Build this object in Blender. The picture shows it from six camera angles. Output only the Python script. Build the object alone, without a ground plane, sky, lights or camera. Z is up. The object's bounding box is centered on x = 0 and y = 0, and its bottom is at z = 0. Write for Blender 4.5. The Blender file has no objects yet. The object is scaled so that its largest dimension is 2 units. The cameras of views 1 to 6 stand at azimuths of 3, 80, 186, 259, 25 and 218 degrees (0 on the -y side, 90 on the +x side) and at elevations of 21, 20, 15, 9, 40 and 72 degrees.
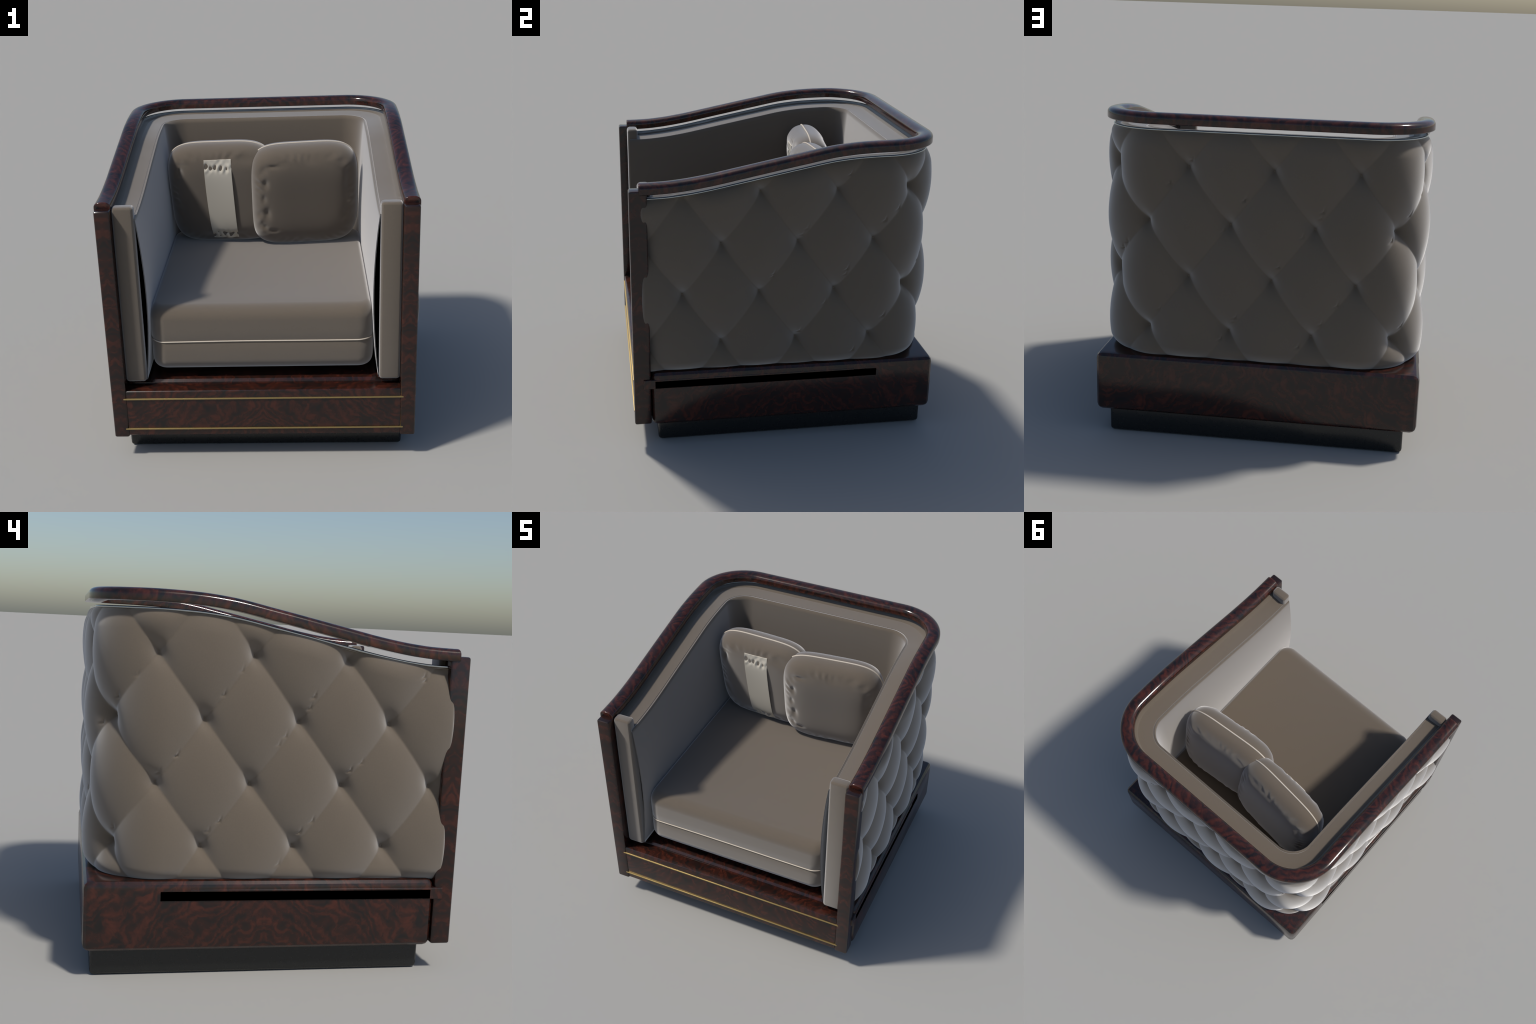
# Art-deco club armchair: lacquered burl-wood frame, deep-buttoned velvet shell, loose cushions.
import bpy, bmesh, math, random
import numpy as np
from mathutils import Vector

random.seed(7)
RNG = np.random.default_rng(7)
COLL = bpy.context.scene.collection


# ------------------------------------------------------------------ helpers
def link(obj, parent=None):
    COLL.objects.link(obj)
    if parent:
        obj.parent = parent
    return obj


def empty(name, label, category):
    o = bpy.data.objects.new(name, None)
    o["label"], o["category"] = label, category
    return link(o)


def mesh_obj(name, verts, faces, mat, parent, smooth=True, angle=None):
    me = bpy.data.meshes.new(name)
    me.from_pydata([tuple(map(float, v)) for v in verts], [], faces)
    me.validate()
    bm = bmesh.new()
    bm.from_mesh(me)
    bmesh.ops.recalc_face_normals(bm, faces=bm.faces)
    bm.to_mesh(me)
    bm.free()
    if smooth:
        if angle is None:
            me.shade_smooth()
        else:
            me.shade_smooth()
            me.set_sharp_from_angle(angle=math.radians(angle))
    me.materials.append(mat)
    return link(bpy.data.objects.new(name, me), parent)


def box(name, lo, hi, mat, parent, bevel=0.01, segments=3):
    bm = bmesh.new()
    bmesh.ops.create_cube(bm, size=1.0)
    lo, hi = Vector(lo), Vector(hi)
    c, d = (lo + hi) / 2, hi - lo
    for v in bm.verts:
        v.co = Vector((c.x + v.co.x * d.x, c.y + v.co.y * d.y, c.z + v.co.z * d.z))
    if bevel:
        bmesh.ops.bevel(bm, geom=list(bm.edges), offset=bevel, segments=segments, profile=0.5, affect='EDGES')
    me = bpy.data.meshes.new(name)
    bm.to_mesh(me)
    bm.free()
    me.shade_smooth()
    me.set_sharp_from_angle(angle=math.radians(20))
    me.materials.append(mat)
    return link(bpy.data.objects.new(name, me), parent)


def grid_faces(rows, cols, close_cols=False, close_rows=False):
    faces = []
    for i in range(rows if close_rows else rows - 1):
        for j in range(cols if close_cols else cols - 1):
            a, b = i * cols + j, i * cols + (j + 1) % cols
            c, d = ((i + 1) % rows) * cols + (j + 1) % cols, ((i + 1) % rows) * cols + j
            faces.append((a, b, c, d))
    return faces


def smoothstep(a, b, x):
    t = np.clip((x - a) / (b - a), 0, 1)
    return t * t * (3 - 2 * t)


# --------------------------------------------------------------- height line
RAIL_Y = np.array([-1.1, -0.95, -0.80, -0.686, -0.527, -0.334, -0.231, 0.049, 0.296, 0.451, 0.587, 0.72, 1.1])
RAIL_Z = np.array([1.765, 1.766, 1.771, 1.782, 1.807, 1.847, 1.869, 1.928, 1.976, 1.992, 1.998, 2.0, 2.0])


def _slopes(x, y):
    h, d = np.diff(x), np.diff(y) / np.diff(x)
    m = np.zeros_like(y)
    for i in range(1, len(x) - 1):
        if d[i - 1] * d[i] > 0:
            w1, w2 = 2 * h[i] + h[i - 1], h[i] + 2 * h[i - 1]
            m[i] = (w1 + w2) / (w1 / d[i - 1] + w2 / d[i])
    return m


RAIL_M = _slopes(RAIL_Y, RAIL_Z)


def rail_top(y):
    """Height of the top of the rail as a function of depth: low at the arms, swept up to the back."""
    y = np.clip(np.asarray(y, float), RAIL_Y[0], RAIL_Y[-1] - 1e-6)
    i = np.clip(np.searchsorted(RAIL_Y, y, side='right') - 1, 0, len(RAIL_Y) - 2)
    h = RAIL_Y[i + 1] - RAIL_Y[i]
    t = (y - RAIL_Y[i]) / h
    return ((2 * t**3 - 3 * t**2 + 1) * RAIL_Z[i] + (t**3 - 2 * t**2 + t) * h * RAIL_M[i]
            + (-2 * t**3 + 3 * t**2) * RAIL_Z[i + 1] + (t**3 - t**2) * h * RAIL_M[i + 1])


# ------------------------------------------------------------- U-shaped plan
def u_path(w, y_back, r, y_front, n_side=60, n_arc=24, n_back=40):
    """Plan of the shell: left side back, round the corner, across, round, and forward again."""
    pts, nrm = [], []
    for k in range(n_side):
        t = k / n_side
        pts.append((-w, y_front + (y_back - r - y_front) * t)); nrm.append((-1, 0))
    for k in range(n_arc):
        a = math.pi - (math.pi / 2) * k / n_arc
        pts.append((-w + r + r * math.cos(a), y_back - r + r * math.sin(a))); nrm.append((math.cos(a), math.sin(a)))
    for k in range(n_back):
        t = k / n_back
        pts.append((-w + r + (2 * w - 2 * r) * t, y_back)); nrm.append((0, 1))
    for k in range(n_arc):
        a = math.pi / 2 - (math.pi / 2) * k / n_arc
        pts.append((w - r + r * math.cos(a), y_back - r + r * math.sin(a))); nrm.append((math.cos(a), math.sin(a)))
    for k in range(n_side + 1):
        t = k / n_side
        pts.append((w, y_back - r + (y_front - y_back + r) * t)); nrm.append((1, 0))
    return np.array(pts), np.array(nrm)


def u_sweep(name, profile, w, y_back, r, y_front, z_of_y, mat, parent, angle=30):
    """Closed cross-section (inward offset, height) carried along the U."""
    p, n = u_path(w, y_back, r, y_front)
    prof = np.array(profile)
    verts = []
    z = z_of_y(p[:, 1])
    for k in range(len(p)):
        for o, dz in prof:
            verts.append((p[k, 0] - n[k, 0] * o, p[k, 1] - n[k, 1] * o, z[k] + dz))
    m = len(prof)
    faces = grid_faces(len(p), m, close_cols=True)
    faces += [tuple(range(m)), tuple(range((len(p) - 1) * m, len(p) * m))]
    return mesh_obj(name, verts, faces, mat, parent, angle=angle)


def tube(name, path, radius, mat, parent, closed=False, sides=10):
    """Round cord along a list of points."""
    p = np.array(path, float)
    n = len(p)
    if closed:
        tan = np.roll(p, -1, 0) - np.roll(p, 1, 0)
    else:
        tan = np.gradient(p, axis=0)
    tan /= np.linalg.norm(tan, axis=1)[:, None]
    up = np.array([0.13, 0.21, 0.97])
    if abs(np.mean(np.abs(tan @ up))) > 0.8:
        up = np.array([0.9, 0.1, 0.2])
    mean_n = np.cross(p[0] - p.mean(0), p[n // 3] - p.mean(0))
    if closed:
        up = mean_n / np.linalg.norm(mean_n)
    verts = []
    for k in range(n):
        s = np.cross(tan[k], up); s /= np.linalg.norm(s)
        u = np.cross(s, tan[k])
        for a in range(sides):
            t = 2 * math.pi * a / sides
            verts.append(p[k] + radius * (math.cos(t) * s + math.sin(t) * u))
    faces = grid_faces(n, sides, close_cols=True, close_rows=closed)
    if not closed:
        faces += [tuple(range(sides)), tuple(range((n - 1) * sides, n * sides))]
    return mesh_obj(name, verts, faces, mat, parent)


# ---------------------------------------------------------------- materials
def new_mat(name):
    m = bpy.data.materials.new(name)
    m.use_nodes = True
    nt = m.node_tree
    return m, nt, nt.nodes["Principled BSDF"]


def node(nt, kind, **inputs):
    nd = nt.nodes.new(kind)
    for k, v in inputs.items():
        nd.inputs[k.replace("_", " ")].default_value = v
    return nd


def mirrored_coords(nt, centre):
    """Object coordinates folded about a plane in x and in y: the book-matched veneer."""
    tc = nt.nodes.new("ShaderNodeTexCoord")
    sub = nt.nodes.new("ShaderNodeVectorMath"); sub.operation = 'SUBTRACT'
    sub.inputs[1].default_value = centre
    ab = nt.nodes.new("ShaderNodeVectorMath"); ab.operation = 'ABSOLUTE'
    nt.links.new(tc.outputs["Object"], sub.inputs[0])
    nt.links.new(sub.outputs[0], ab.inputs[0])
    return ab.outputs[0]


def burl_wood(name, centre, stretch, scale=1.0, red=1.0, rough=0.2):
    m, nt, b = new_mat(name)
    L = nt.links
    co = mirrored_coords(nt, centre)
    mp = nt.nodes.new("ShaderNodeMapping")
    mp.inputs["Scale"].default_value = stretch
    L.new(co, mp.inputs["Vector"])
    warp = node(nt, "ShaderNodeTexNoise", Scale=3.2 * scale, Detail=3.0, Roughness=0.55)
    L.new(mp.outputs[0], warp.inputs["Vector"])
    wv = nt.nodes.new("ShaderNodeVectorMath"); wv.operation = 'MULTIPLY_ADD'
    L.new(warp.outputs["Color"], wv.inputs[0])
    wv.inputs[1].default_value = (0.22, 0.22, 0.22)
    L.new(mp.outputs[0], wv.inputs[2])
    blot = node(nt, "ShaderNodeTexNoise", Scale=9.0 * scale, Detail=6.0, Roughness=0.62, Distortion=0.5)
    L.new(wv.outputs[0], blot.inputs["Vector"])
    flame = nt.nodes.new("ShaderNodeTexWave")
    flame.wave_type = 'BANDS'; flame.bands_direction = 'DIAGONAL'
    for k, v in dict(Scale=7.0 * scale, Distortion=7.0, Detail=3.0).items():
        flame.inputs[k].default_value = v
    flame.inputs["Detail Scale"].default_value = 1.3
    L.new(wv.outputs[0], flame.inputs["Vector"])
    mx = nt.nodes.new("ShaderNodeMix"); mx.data_type = 'FLOAT'
    mx.inputs[0].default_value = 0.16
    L.new(blot.outputs["Fac"], mx.inputs[2]); L.new(flame.outputs["Fac"], mx.inputs[3])
    ramp = nt.nodes.new("ShaderNodeValToRGB")
    cr = ramp.color_ramp
    cr.elements[0].position, cr.elements[0].color = 0.34, (0.0095, 0.0068, 0.0062, 1)
    cr.elements[1].position, cr.elements[1].color = 0.72, (0.066 * red, 0.0160 * red, 0.0088 * red, 1)
    e = cr.elements.new(0.54); e.color = (0.031 * red, 0.0094 * red, 0.0062 * red, 1)
    L.new(mx.outputs[0], ramp.inputs[0])
    grain = node(nt, "ShaderNodeTexNoise", Scale=70.0, Detail=2.0)
    L.new(co, grain.inputs["Vector"])
    gm = nt.nodes.new("ShaderNodeMapRange")
    gm.inputs["To Min"].default_value, gm.inputs["To Max"].default_value = 0.75, 1.25
    L.new(grain.outputs["Fac"], gm.inputs["Value"])
    mul = nt.nodes.new("ShaderNodeVectorMath"); mul.operation = 'SCALE'
    L.new(ramp.outputs[0], mul.inputs[0]); L.new(gm.outputs[0], mul.inputs["Scale"])
    L.new(mul.outputs[0], b.inputs["Base Color"])
    b.inputs["Roughness"].default_value = rough
    b.inputs["IOR"].default_value = 1.5
    return m


def velvet(name, colour, sheen=1.0, sheen_rough=0.5, tint=(1.0, 0.985, 0.97, 1)):
    m, nt, b = new_mat(name)
    L = nt.links
    tc = nt.nodes.new("ShaderNodeTexCoord")
    n1 = node(nt, "ShaderNodeTexNoise", Scale=150.0, Detail=1.0)
    n2 = node(nt, "ShaderNodeTexNoise", Scale=420.0, Detail=1.0)
    L.new(tc.outputs["Object"], n1.inputs["Vector"]); L.new(tc.outputs["Object"], n2.inputs["Vector"])
    mr = nt.nodes.new("ShaderNodeMapRange")
    mr.inputs["To Min"].default_value, mr.inputs["To Max"].default_value = 0.93, 1.07
    L.new(n1.outputs["Fac"], mr.inputs["Value"])
    sc = nt.nodes.new("ShaderNodeVectorMath"); sc.operation = 'SCALE'
    sc.inputs[0].default_value = colour
    L.new(mr.outputs[0], sc.inputs["Scale"])
    L.new(sc.outputs[0], b.inputs["Base Color"])
    bp = nt.nodes.new("ShaderNodeBump")
    bp.inputs["Strength"].default_value = 0.12; bp.inputs["Distance"].default_value = 0.002
    L.new(n2.outputs["Fac"], bp.inputs["Height"]); L.new(bp.outputs[0], b.inputs["Normal"])
    b.inputs["Roughness"].default_value = 0.9
    b.inputs["Specular IOR Level"].default_value = 0.15
    b.inputs["Sheen Weight"].default_value = sheen
    b.inputs["Sheen Roughness"].default_value = sheen_rough
    b.inputs["Sheen Tint"].default_value = tint
    return m


def plain(name, colour, rough, metallic=0.0, spec=0.5):
    m, nt, b = new_mat(name)
    nz = node(nt, "ShaderNodeTexNoise", Scale=60.0, Detail=2.0)
    tc = nt.nodes.new("ShaderNodeTexCoord")
    nt.links.new(tc.outputs["Object"], nz.inputs["Vector"])
    mr = nt.nodes.new("ShaderNodeMapRange")
    mr.inputs["To Min"].default_value, mr.inputs["To Max"].default_value = rough * 0.9, rough * 1.1
    nt.links.new(nz.outputs["Fac"], mr.inputs["Value"])
    nt.links.new(mr.outputs[0], b.inputs["Roughness"])
    b.inputs["Base Color"].default_value = (*colour, 1)
    b.inputs["Metallic"].default_value = metallic
    b.inputs["Specular IOR Level"].default_value = spec
    return m


WOOD = burl_wood("burl_veneer", (0, 0.05, 0), (1, 1, 1), scale=1.25)
WOOD_RAIL = burl_wood("burl_rail", (0, 0.05, 0), (1.0, 1.0, 0.8), scale=1.25, red=1.2, rough=0.13)
WOOD_POST = {s: burl_wood("burl_post", (s * 0.935, -0.944, 0.0), (0.9, 0.9, 1.25), scale=1.15, red=0.85) for s in (-1, 1)}
VELVET = velvet("taupe_velvet", (0.118, 0.093, 0.068))
CORD = plain("cream_cord", (0.55, 0.48, 0.39), 0.75)
STRIPE = plain("cream_stripe", (0.58, 0.53, 0.44), 0.85)
BRASS = plain("brass_inlay", (0.45, 0.335, 0.145), 0.5, metallic=1.0)
BLACK = plain("black_lacquer", (0.010, 0.011, 0.011), 0.28)
TRIM = plain("polished_trim", (0.42, 0.43, 0.41), 0.12, metallic=1.0)
PAINTED_DARK = plain("painted_darkness", (0.0, 0.0, 0.0), 1.0, spec=0.0)

# =================================================================== chair
chair = empty("armchair", "taupe velvet club armchair with burl wood frame", "armchair")

# plinth, base and front apron
box("plinth", (-0.9125, -0.8435, 0.0), (0.9125, 0.952, 0.17), BLACK, chair, bevel=0.022)
base = box("base", (-0.9895, -0.886, 0.147), (0.9895, 0.994, 0.5225), WOOD, chair, bevel=0.040, segments=3)
board = box("base_board", (-0.992, -0.936, 0.414), (0.992, 0.45, 0.478), WOOD, chair, bevel=0.006)
for s in (-1, 1):
    box("painted_dark_strip", (s * 0.970 if s > 0 else -0.9935, -0.862, 0.419), (0.9935 if s > 0 else -0.970, 0.600, 0.467),  # proud pure-black strip along the side where board and base faces coincide
        PAINTED_DARK, board, bevel=0)
apron = box("apron", (-0.892, -0.9925, 0.168), (0.892, -0.875, 0.498), WOOD, chair, bevel=0.012)
for z in (0.441, 0.220):
    box("brass_strip", (-0.905, -0.9995, z - 0.0048), (0.905, -0.985, z + 0.0048), BRASS, apron, bevel=0.002, segments=2)

# front posts
for s in (-1, 1):
    box("post", (min(s * 0.886, s * 0.983), -0.9975, 0.158), (max(s * 0.886, s * 0.983), -0.889, 1.726),
        WOOD_POST[s], chair, bevel=0.013)

# swept hand rail: D-shaped section
prof = [(0.004, -0.0645), (0.0, -0.060)]
for k in range(15):
    a = math.pi * k / 14
    c, s_ = math.cos(a), math.sin(a)
    prof.append((0.052 - 0.052 * math.copysign(abs(c) ** 0.85, c), -0.034 + 0.034 * s_ ** 0.85))
prof += [(0.104, -0.060), (0.100, -0.0645)]
rail = u_sweep("hand_rail", prof, 0.990, 0.985, 0.38, -0.938, rail_top, WOOD_RAIL, chair, angle=35)
bv = rail.modifiers.new("soft_ends", 'BEVEL')
bv.width, bv.segments, bv.limit_method, bv.angle_limit = 0.006, 3, 'ANGLE', math.radians(60)


# shell top: dark trim on the outside, velvet panel inside it
def shell_top(y):
    return rail_top(y) - 0.0945


tp, tn = u_path(0.9465, 0.9445, 0.34, -0.905)
tube("shell_trim", np.column_stack([tp, shell_top(tp[:, 1]) - 0.0045]), 0.0068, TRIM, chair, sides=14)


def loft_u(name, rings, mat, parent, angle=None, close=False, cap=False):
    """Rings: (half width, back, radius, front, height function of plan y)."""
    verts, m = [], 0
    for w, yb, r, yf, zf in rings:
        p, n = u_path(w, yb, r, yf)
        z = zf(p)
        m = len(p)
        verts += [(p[k, 0], p[k, 1], z[k]) for k in range(m)]
    faces = grid_faces(len(rings), m, close_rows=close)
    if cap:
        faces += [tuple(i * m for i in range(len(rings))), tuple(i * m + m - 1 for i in range(len(rings)))]
    return mesh_obj(name, verts, faces, mat, parent, angle=angle)


OUT = (0.943, 0.941, 0.335)
INN = (0.750, 0.748, 0.165)


def blend(t, dz=0.0):
    """Ring between the outer and the inner edge of the arm top; the top falls slightly inwards."""
    w, yb, r = (a + (b - a) * t for a, b in zip(OUT, INN))
    return (w, yb, r, -0.893, lambda p: shell_top(p[:, 1]) - 0.003 - 0.017 * t - 0.004 * t + dz)


panel = [blend(0.0, -0.012), blend(0.0), blend(0.2), blend(0.5), blend(0.8), blend(0.925), blend(0.937, -0.0035),
         blend(0.949, 0.0), blend(0.975, 0.002), blend(0.995, -0.001), blend(1.0, -0.006), blend(0.99, -0.012)]
loft_u("shell_top_panel", panel, VELVET, chair, close=True, cap=True, angle=50)

# inner lining: thin sheet that bellies towards the seat
def lining_ring(t, shell):
    bulge = 0.037 * math.sin(math.pi * min(1, t * 1.02)) ** 0.8 if t < 0.98 else 0.0
    w = 0.748 - bulge + shell

    def zf(p):
        top = shell_top(p[:, 1]) - 0.020
        return top + (0.548 - top) * t
    return (w, 0.746 - 0.95 * bulge + shell, 0.165 - 0.9 * bulge, -0.922, zf)


rows = [lining_ring(k / 40, 0.0) for k in range(41)] + [lining_ring(1 - k / 40, 0.005) for k in range(41)]
lining = loft_u("lining", rows, VELVET, chair, close=True, cap=False)

# solid body blackened to give the deep shade of the hollow behind the lining
loft_u("hollow_shade_core", [(0.830, 0.830, 0.20, -0.72, lambda p: 0.521 + 0 * p[:, 0]),
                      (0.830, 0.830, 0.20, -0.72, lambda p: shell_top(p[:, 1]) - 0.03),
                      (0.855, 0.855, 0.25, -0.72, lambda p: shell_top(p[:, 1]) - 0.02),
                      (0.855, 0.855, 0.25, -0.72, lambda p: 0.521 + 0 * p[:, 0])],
       PAINTED_DARK, chair, close=True, cap=True, angle=30)

# upright front pads of the arms
for s in (-1, 1):
    x0, x1 = sorted((s * 0.753, s * 0.886))
    box("arm_pad", (x0, -0.938, 0.535), (x1, -0.862, 1.729), VELVET, chair, bevel=0.022, segments=4)

# ---------------------------------------------------- deep-buttoned outside
TW, TY, TR, TF = 0.920, 0.919, 0.318, -0.945
SIDE, ARC, BACK = TY - TR - TF, math.pi / 2 * TR, 2 * (TW - TR)
LENGTH = 2 * SIDE + 2 * ARC + BACK
ROW, Z0 = 0.3310, 1.3560


def tuft_point(s):
    """Plan position and outward direction at arc length s."""
    s = np.asarray(s, float)
    x, y, nx, ny = (np.zeros_like(s) for _ in range(4))
    a = s < SIDE
    x[a], y[a], nx[a] = -TW, TF + s[a], -1
    b = (s >= SIDE) & (s < SIDE + ARC)
    t = math.pi - (s[b] - SIDE) / TR
    x[b], y[b], nx[b], ny[b] = -TW + TR + TR * np.cos(t), TY - TR + TR * np.sin(t), np.cos(t), np.sin(t)
    c = (s >= SIDE + ARC) & (s < SIDE + ARC + BACK)
    x[c], y[c], ny[c] = -TW + TR + s[c] - SIDE - ARC, TY, 1
    d = (s >= SIDE + ARC + BACK) & (s < SIDE + 2 * ARC + BACK)
    t = math.pi / 2 - (s[d] - SIDE - ARC - BACK) / TR
    x[d], y[d], nx[d], ny[d] = TW - TR + TR * np.cos(t), TY - TR + TR * np.sin(t), np.cos(t), np.sin(t)
    e = s >= SIDE + 2 * ARC + BACK
    x[e], y[e], nx[e] = TW, TY - TR - (s[e] - SIDE - 2 * ARC - BACK), 1
    return x, y, nx, ny


def lattice_s(s):
    """Count of button columns along the shell; they run a little closer round the corners."""
    y_arc, x_arc = TY - TR, TW - TR
    knots = [(-1.0, (TF - 1.0 + 0.593) / 0.494), (SIDE, (y_arc + 0.593) / 0.494),
             (SIDE + ARC, 4 + (0.326 - x_arc) / 0.503), (SIDE + ARC + BACK, 4 + (0.326 + x_arc) / 0.503),
             (SIDE + 2 * ARC + BACK, 8 + (0.060 - y_arc) / 0.4915), (LENGTH + 1.0, 8 + (0.060 - TF + 1.0) / 0.4915)]
    return np.interp(s, [k[0] for k in knots], [k[1] for k in knots])


def tuft_relief(s, z, z_top):
    """Stuffed diamonds between creases that run from button to button."""
    a, b = lattice_s(s), (z - Z0) / (2 * ROW)
    u, v = a + b, a - b
    du, dv = np.abs(u - np.round(u)), np.abs(v - np.round(v))
    fu, fv = 1 - (1 - 2 * du) ** 1.85, 1 - (1 - 2 * dv) ** 2.2
    cu, cv = 0.50, 0.50                      # one family of creases is shallower than the other
    h = cu * fv + cv * fu + (1 - cu - cv) * fu * fv
    h = 0.079 * h ** 0.92
    h -= 0.020 * np.exp(-(du / 0.17) ** 2 - (dv / 0.10) ** 2)      # pit, drawn out along the deeper crease
    h -= 0.010 * np.exp(-(du ** 2 + dv ** 2) / 0.075 ** 2)
    # small puckers that the stitching gathers along one family of creases
    for k in range(PUCK.shape[0]):
        pu, pv, amp = PUCK[k]
        h -= amp * np.exp(-(((u - pu) - 0.5 * np.abs(v - pv)) / 0.014) ** 2 - ((v - pv) / 0.045) ** 2)
    low = np.clip((z - 0.510) / 0.075, 0, 1)
    high = np.clip((z_top - z) / 0.10, 0, 1)
    h *= (1 - (1 - low) ** 2) ** 0.55
    e = (1 - (1 - high) ** 2) ** 0.6
    h = h * e + 0.020 * (1 - e)
    ends = np.minimum(s, LENGTH - s)
    e = np.clip(ends / 0.032, 0, 1)
    return h * (1 - (1 - e) ** 2) ** 0.5 - 0.004 * (1 - low)


PUCK = []
for k in range(0, 16):
    for m in range(-10, 17):
        for _ in range(2):
            if RNG.random() < 0.85:
                PUCK.append((k + RNG.normal(0.035, 0.02), m + RNG.uniform(0.12, 0.88) - k, RNG.uniform(0.005, 0.013)))
PUCK = np.array(PUCK)
# keep only puckers that land on the panel
_a, _b = (PUCK[:, 0] + PUCK[:, 1]) / 2, (PUCK[:, 0] - PUCK[:, 1]) / 2 * 2 * ROW + Z0
PUCK = PUCK[(_a > -0.5) & (_a < 10) & (_b > 0.6) & (_b < 1.8)]

NS, NZ = 900, 260
s = np.linspace(0, LENGTH, NS)
px, py, nx, ny = tuft_point(s)
z_top = shell_top(py) - 0.006
tt = np.linspace(0, 1, NZ)
tt = tt - 0.12 * np.sin(4 * np.pi * tt) / (4 * np.pi) * 2      # denser rows at hem and lip
Z = 0.512 + (z_top[None, :] - 0.512) * tt[:, None]
S = np.broadcast_to(s, Z.shape)
H = tuft_relief(S, Z, np.broadcast_to(z_top, Z.shape))
X, Y = px + nx * H, py + ny * H
back_off = 0.010 + 0.042 * smoothstep(0.05, 0.10, np.minimum(s, LENGTH - s))
back_rows = [np.stack([px - nx * back_off, py - ny * back_off, z], -1) for z in (z_top, np.full(NS, 0.512))]
verts = np.concatenate([np.stack([X, Y, Z], -1).reshape(-1, 3), *back_rows])
tufts = mesh_obj("buttoned_shell", verts, grid_faces(NZ + 2, NS, close_rows=True), VELVET, chair)

# covered buttons
S_TABLE = np.linspace(-1, LENGTH + 1, 4000)
LAT = lattice_s(S_TABLE)
bm = bmesh.new()
bmesh.ops.create_uvsphere(bm, u_segments=14, v_segments=8, radius=0.011)
for v in bm.verts:
    v.co.z *= 0.5
button_mesh = bpy.data.meshes.new("tuft_button")
bm.to_mesh(button_mesh); bm.free()
button_mesh.shade_smooth()
button_mesh.materials.append(VELVET)
for row in range(-2, 2):
    off = 0.0 if row % 2 == 0 else 0.5
    for k in range(-1, 12):
        sb, zb = float(np.interp(k + off, LAT, S_TABLE)), Z0 + row * ROW
        if not 0.08 < sb < LENGTH - 0.08:
            continue
        bx, by, bnx, bny = (float(q[0]) for q in tuft_point(np.array([sb])))
        zt = float(shell_top(by)) - 0.006
        if zb > zt - 0.07:
            continue
        d = float(tuft_relief(np.array([sb]), np.array([zb]), np.array([zt]))[0])
        o = link(bpy.data.objects.new("tuft_button", button_mesh), tufts)
        o.location = (bx + bnx * (d + 0.001), by + bny * (d + 0.001), zb)
        o.rotation_euler = Vector((bnx, bny, 0)).to_track_quat('Z', 'Y').to_euler()


# ------------------------------------------------------------- seat cushion
def rounded_rect(w0, w1, d0, d1, r, n=14, straight=14):
    """Plan outline x in [w0, w1], y in [d0, d1]."""
    pts = []
    corners = [(w1 - r, d1 - r, 0), (w0 + r, d1 - r, 90), (w0 + r, d0 + r, 180), (w1 - r, d0 + r, 270)]
    for i, (cx, cy, a0) in enumerate(corners):
        for k in range(n + 1):
            a = math.radians(a0 + 90 * k / n)
            pts.append((cx + r * math.cos(a), cy + r * math.sin(a)))
        nxt = corners[(i + 1) % 4]
        a = math.radians(a0 + 90)
        p = np.array(pts[-1]); q = np.array((nxt[0] + r * math.cos(a), nxt[1] + r * math.sin(a)))
        for k in range(1, straight):
            pts.append(tuple(p + (q - p) * k / straight))
    return np.array(pts)


CX, CF, CB, CZ0, CZ1 = 0.722, -0.8845, 0.690, 0.579, 1.025
edge = []
for k in range(11):                                     # bottom roll
    a = math.pi / 2 * k / 10
    edge.append((0.086 * (1 - math.sin(a)), CZ0 + 0.090 * (1 - math.cos(a))))
edge += [(0.0, CZ0 + 0.14), (0.002, 0.785), (0.006, 0.795), (0.002, 0.805), (0.0, 0.86)]
for k in range(13):                                     # top roll
    a = math.pi / 2 * k / 12
    edge.append((0.095 * (1 - math.cos(a)), CZ1 - 0.085 * (1 - math.sin(a))))
verts, m = [], 0
for inset, z in edge:
    o = rounded_rect(-CX + 0.45 * inset, CX - 0.45 * inset, CF + inset, CB - inset, max(0.03, 0.105 - 0.5 * inset))
    m = len(o)
    verts += [(x, y, z) for x, y in o]
faces = grid_faces(len(edge), m, close_cols=True)
last = np.array(verts[-m:])
centre = np.array([0, (CF + CB) / 2, 0])
for f in (0.85, 0.65, 0.45, 0.25, 0.1):                 # slightly crowned top
    base_i = len(verts) - m
    for q in last:
        p = centre + (q - centre) * f
        verts.append((p[0], p[1], CZ1 + 0.002 * (1 - f ** 2)))
    faces += [(base_i + j, base_i + (j + 1) % m, base_i + m + (j + 1) % m, base_i + m + j) for j in range(m)]
faces.append(tuple(range(len(verts) - m, len(verts))))
faces.append(tuple(range(m))[::-1])
seat = mesh_obj("seat_cushion", verts, faces, VELVET, chair, angle=60)
o = rounded_rect(-CX + 0.001, CX - 0.001, CF + 0.001, CB - 0.001, 0.105)
wob = 0.0025 * np.sin(np.arange(len(o)) * 0.35) * np.sin(np.arange(len(o)) * 0.11)
tube("seat_piping", [(x, y, 0.795 + w) for (x, y), w in zip(o, wob)], 0.0042, CORD, seat, closed=True)


# ------------------------------------------------------------ throw pillows
def hash_noise(p, seed):
    """Cheap smooth pseudo-noise from a few random sinusoids."""
    g = np.random.default_rng(seed)
    out = np.zeros(p.shape[:-1])
    for _ in range(10):
        k = g.normal(0, 1, p.shape[-1]); k /= np.linalg.norm(k)
        out += np.sin(p @ k * g.uniform(16, 42) + g.uniform(0, 6.28))
    return out / 10 ** 0.5


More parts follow.
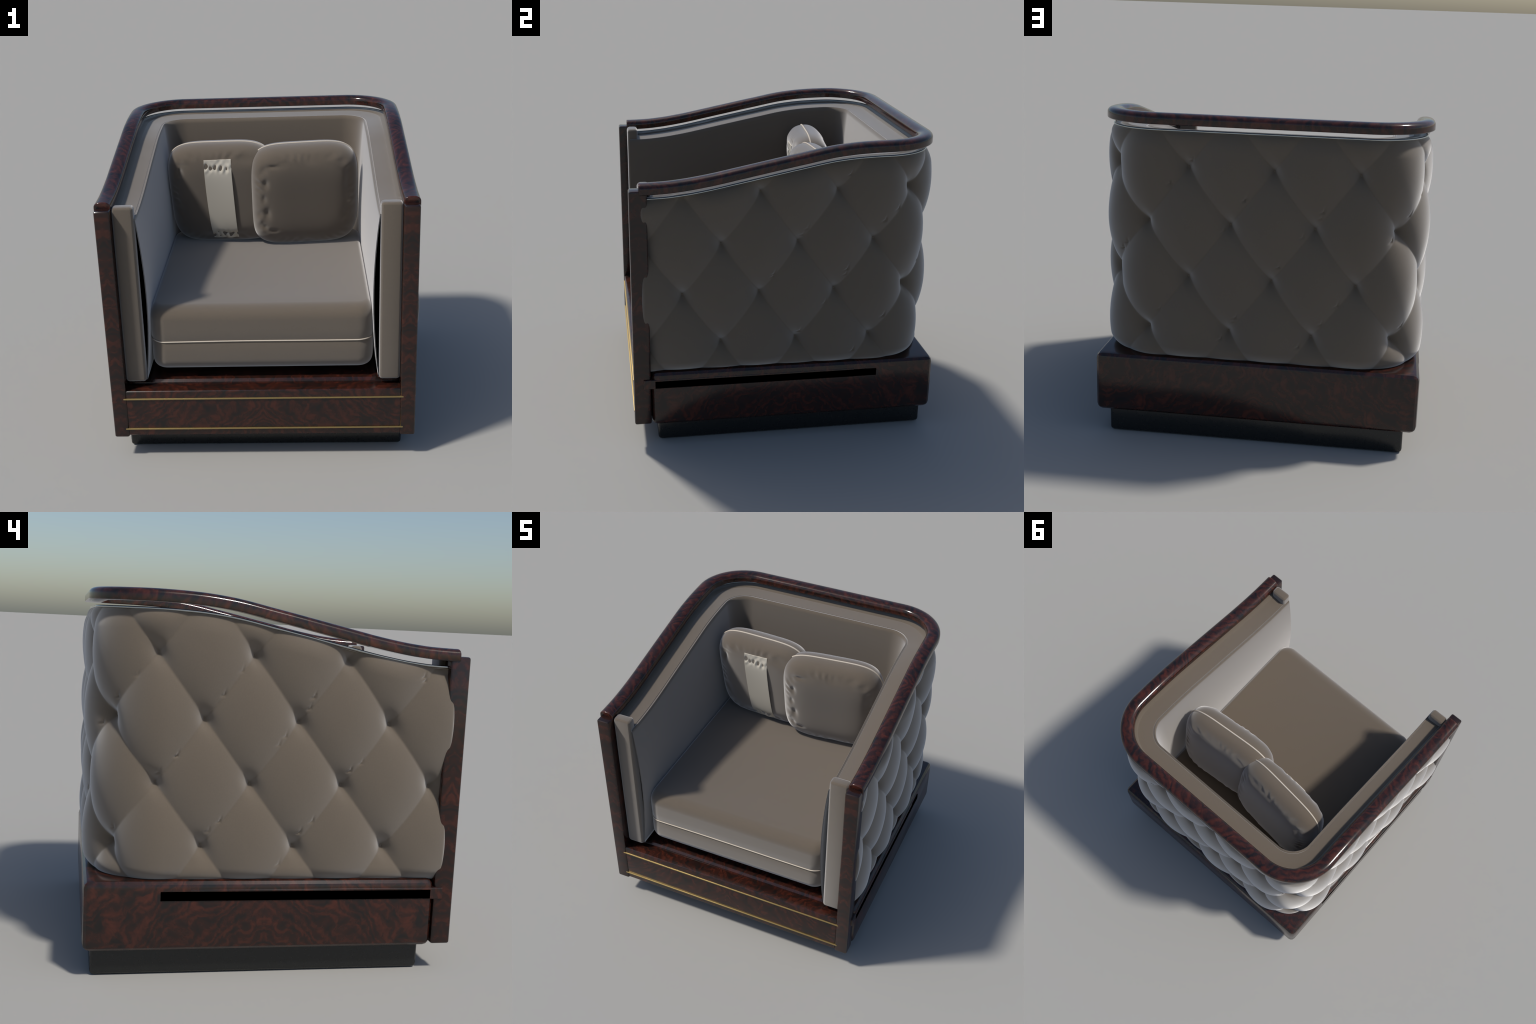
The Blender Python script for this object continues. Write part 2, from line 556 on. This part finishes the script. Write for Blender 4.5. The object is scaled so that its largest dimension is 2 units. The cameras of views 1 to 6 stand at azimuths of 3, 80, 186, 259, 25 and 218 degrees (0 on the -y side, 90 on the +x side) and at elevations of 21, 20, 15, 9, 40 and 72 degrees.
PHW, PHH, PN = 0.396, 0.394, 4.5
FILL = {(11, 1): 0.152, (11, -1): 0.140, (23, 1): 0.142, (23, -1): 0.145}      # half thickness of each face


def pillow_face(a, b, seed, side):
    """Thickness of one half of a pillow at in-plane position (a, b)."""
    r = (np.abs(a / PHW) ** PN + np.abs(b / PHH) ** PN) ** (1 / PN)
    r = np.minimum(r, 1.0)
    t = FILL[seed, side] * np.maximum(0, 1 - r ** 4.8) ** (1 / 2.35)
    shoulder = np.exp(-((r - 0.80) / 0.10) ** 2)
    q = np.stack([a, b], -1)
    t = t - shoulder * 0.006 * np.maximum(0, hash_noise(q, seed) - 0.2) + shoulder * 0.004 * hash_noise(q * 0.6, seed + 1)
    # ruffles that the seam gathers along the shoulder
    ang = np.arctan2(b, a)
    ruff = np.sin(34 * ang + 2.1 * np.sin(5 * ang + seed) + side) * (0.55 + 0.45 * np.sin(7 * ang + 1.3 * seed))
    t = t + 0.0048 * ruff * np.exp(-((r - 0.84) / 0.055) ** 2)
    for (da, db, sa, sb, amp) in DENTS.get((seed, side), ()):
        t = t - amp * np.exp(-((a - da) / sa) ** 2 - ((b - db) / sb) ** 2)
    return t


# little tucks along the edge of the front face: place, size, depth
DENTS = {(11, 1): [(-0.235, 0.270, 0.040, 0.014, 0.010), (-0.300, 0.240, 0.030, 0.026, 0.012), (-0.285, 0.140, 0.020, 0.032, 0.014),
                   (-0.300, 0.020, 0.018, 0.030, 0.010), (-0.280, -0.095, 0.022, 0.040, 0.014), (-0.300, -0.210, 0.020, 0.020, 0.012),
                   (-0.240, -0.235, 0.030, 0.014, 0.010), (0.310, 0.12, 0.025, 0.08, 0.007), (0.30, -0.10, 0.02, 0.05, 0.006)],
         (23, 1): [(-0.285, 0.215, 0.018, 0.034, 0.014), (-0.310, 0.265, 0.07, 0.012, 0.008)]}


def pillow(name, label, centre, up, yaw, seed, with_stripe):
    top = empty(name, label, "pillow")
    up = np.array(up, float); up /= np.linalg.norm(up)
    wdir = np.array([math.cos(yaw), math.sin(yaw), 0.0])
    wdir -= up * (wdir @ up); wdir /= np.linalg.norm(wdir)
    ndir = np.cross(wdir, up)                            # towards the front
    c = np.array(centre)

    def world(a, b, t):
        a, b, t = np.broadcast_arrays(a, b, t)
        return c + a[..., None] * wdir + b[..., None] * up + t[..., None] * ndir

    nr, na = 64, 192
    th = np.linspace(0, 2 * np.pi, na, endpoint=False)
    ct, st = np.cos(th), np.sin(th)
    lim = (np.abs(ct / PHW) ** PN + np.abs(st / PHH) ** PN) ** (-1 / PN)
    rho = 1 - (1 - np.linspace(0.02, 1.0, nr)) ** 1.7
    A, B = rho[:, None] * (lim * ct)[None], rho[:, None] * (lim * st)[None]
    front = world(A, B, pillow_face(A, B, seed, 1))
    rear = world(A, B, -pillow_face(A, B, seed, -1))[:-1][::-1]
    v = np.concatenate([front.reshape(-1, 3), rear.reshape(-1, 3)])
    rows = 2 * nr - 1
    f = grid_faces(rows, na, close_cols=True)
    f += [tuple(range(na)), tuple(range((rows - 1) * na, rows * na))]
    body = mesh_obj("pillow_body", v, f, VELVET, top)
    ring = world(lim * ct * 1.002, lim * st * 1.002, np.zeros(na))
    tube("pillow_piping", ring, 0.0058, CORD, body, closed=True)

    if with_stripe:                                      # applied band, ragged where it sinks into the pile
        n1, n2 = 70, 220
        p = np.linspace(0, 1, n1)[None, :]; q = np.linspace(0, 1, n2)[:, None]
        lean = 0.008 * np.sin(np.pi * q)            # the near edge bows outwards
        a = -0.090 + 0.193 * p + 0.010 * (1 - p) * (q - 0.5) - lean * (1 - p)
        b = 0.305 - 0.640 * q + 0 * p
        lift = 0.005 + 0.009 * p * np.sin(np.pi * q)
        near = np.maximum(np.exp(-((q - 0.085) / 0.052) ** 2), np.exp(-((q - 0.945) / 0.042) ** 2))
        rag = hash_noise(np.stack(np.broadcast_arrays(a, b), -1) * np.array([5.0, 2.6]), 5)
        lift = lift + near * (-0.0062 + 0.0075 * rag)
        t0 = pillow_face(np.broadcast_to(a, lift.shape), np.broadcast_to(b, lift.shape), seed, 1)
        outer, inner = world(a, b, t0 + lift), world(a, b, t0 + lift - 0.004)
        v = np.concatenate([outer.reshape(-1, 3), inner.reshape(-1, 3)])
        f = grid_faces(n2, n1)
        k = n1 * n2
        f += [tuple(i + k for i in reversed(x)) for x in grid_faces(n2, n1)]
        rim = [i for i in range(n1)] + [i * n1 + n1 - 1 for i in range(1, n2)] + \
              [(n2 - 1) * n1 + i for i in range(n1 - 2, -1, -1)] + [i * n1 for i in range(n2 - 2, 0, -1)]
        f += [(rim[i], rim[(i + 1) % len(rim)], rim[(i + 1) % len(rim)] + k, rim[i] + k) for i in range(len(rim))]
        mesh_obj("cream_band", v, f, STRIPE, body, angle=50)
    return top


pillow("throw_pillow", "square taupe velvet pillow with cream band", (-0.308, 0.406, 1.412), (-0.045, -0.140, 0.99), -0.088 + 0.18 * 0, 23, True)
pillow("throw_pillow", "square taupe velvet pillow with cream piping", (0.292, 0.345, 1.408), (0.0, -0.140, 0.99), 0.085, 11, False)
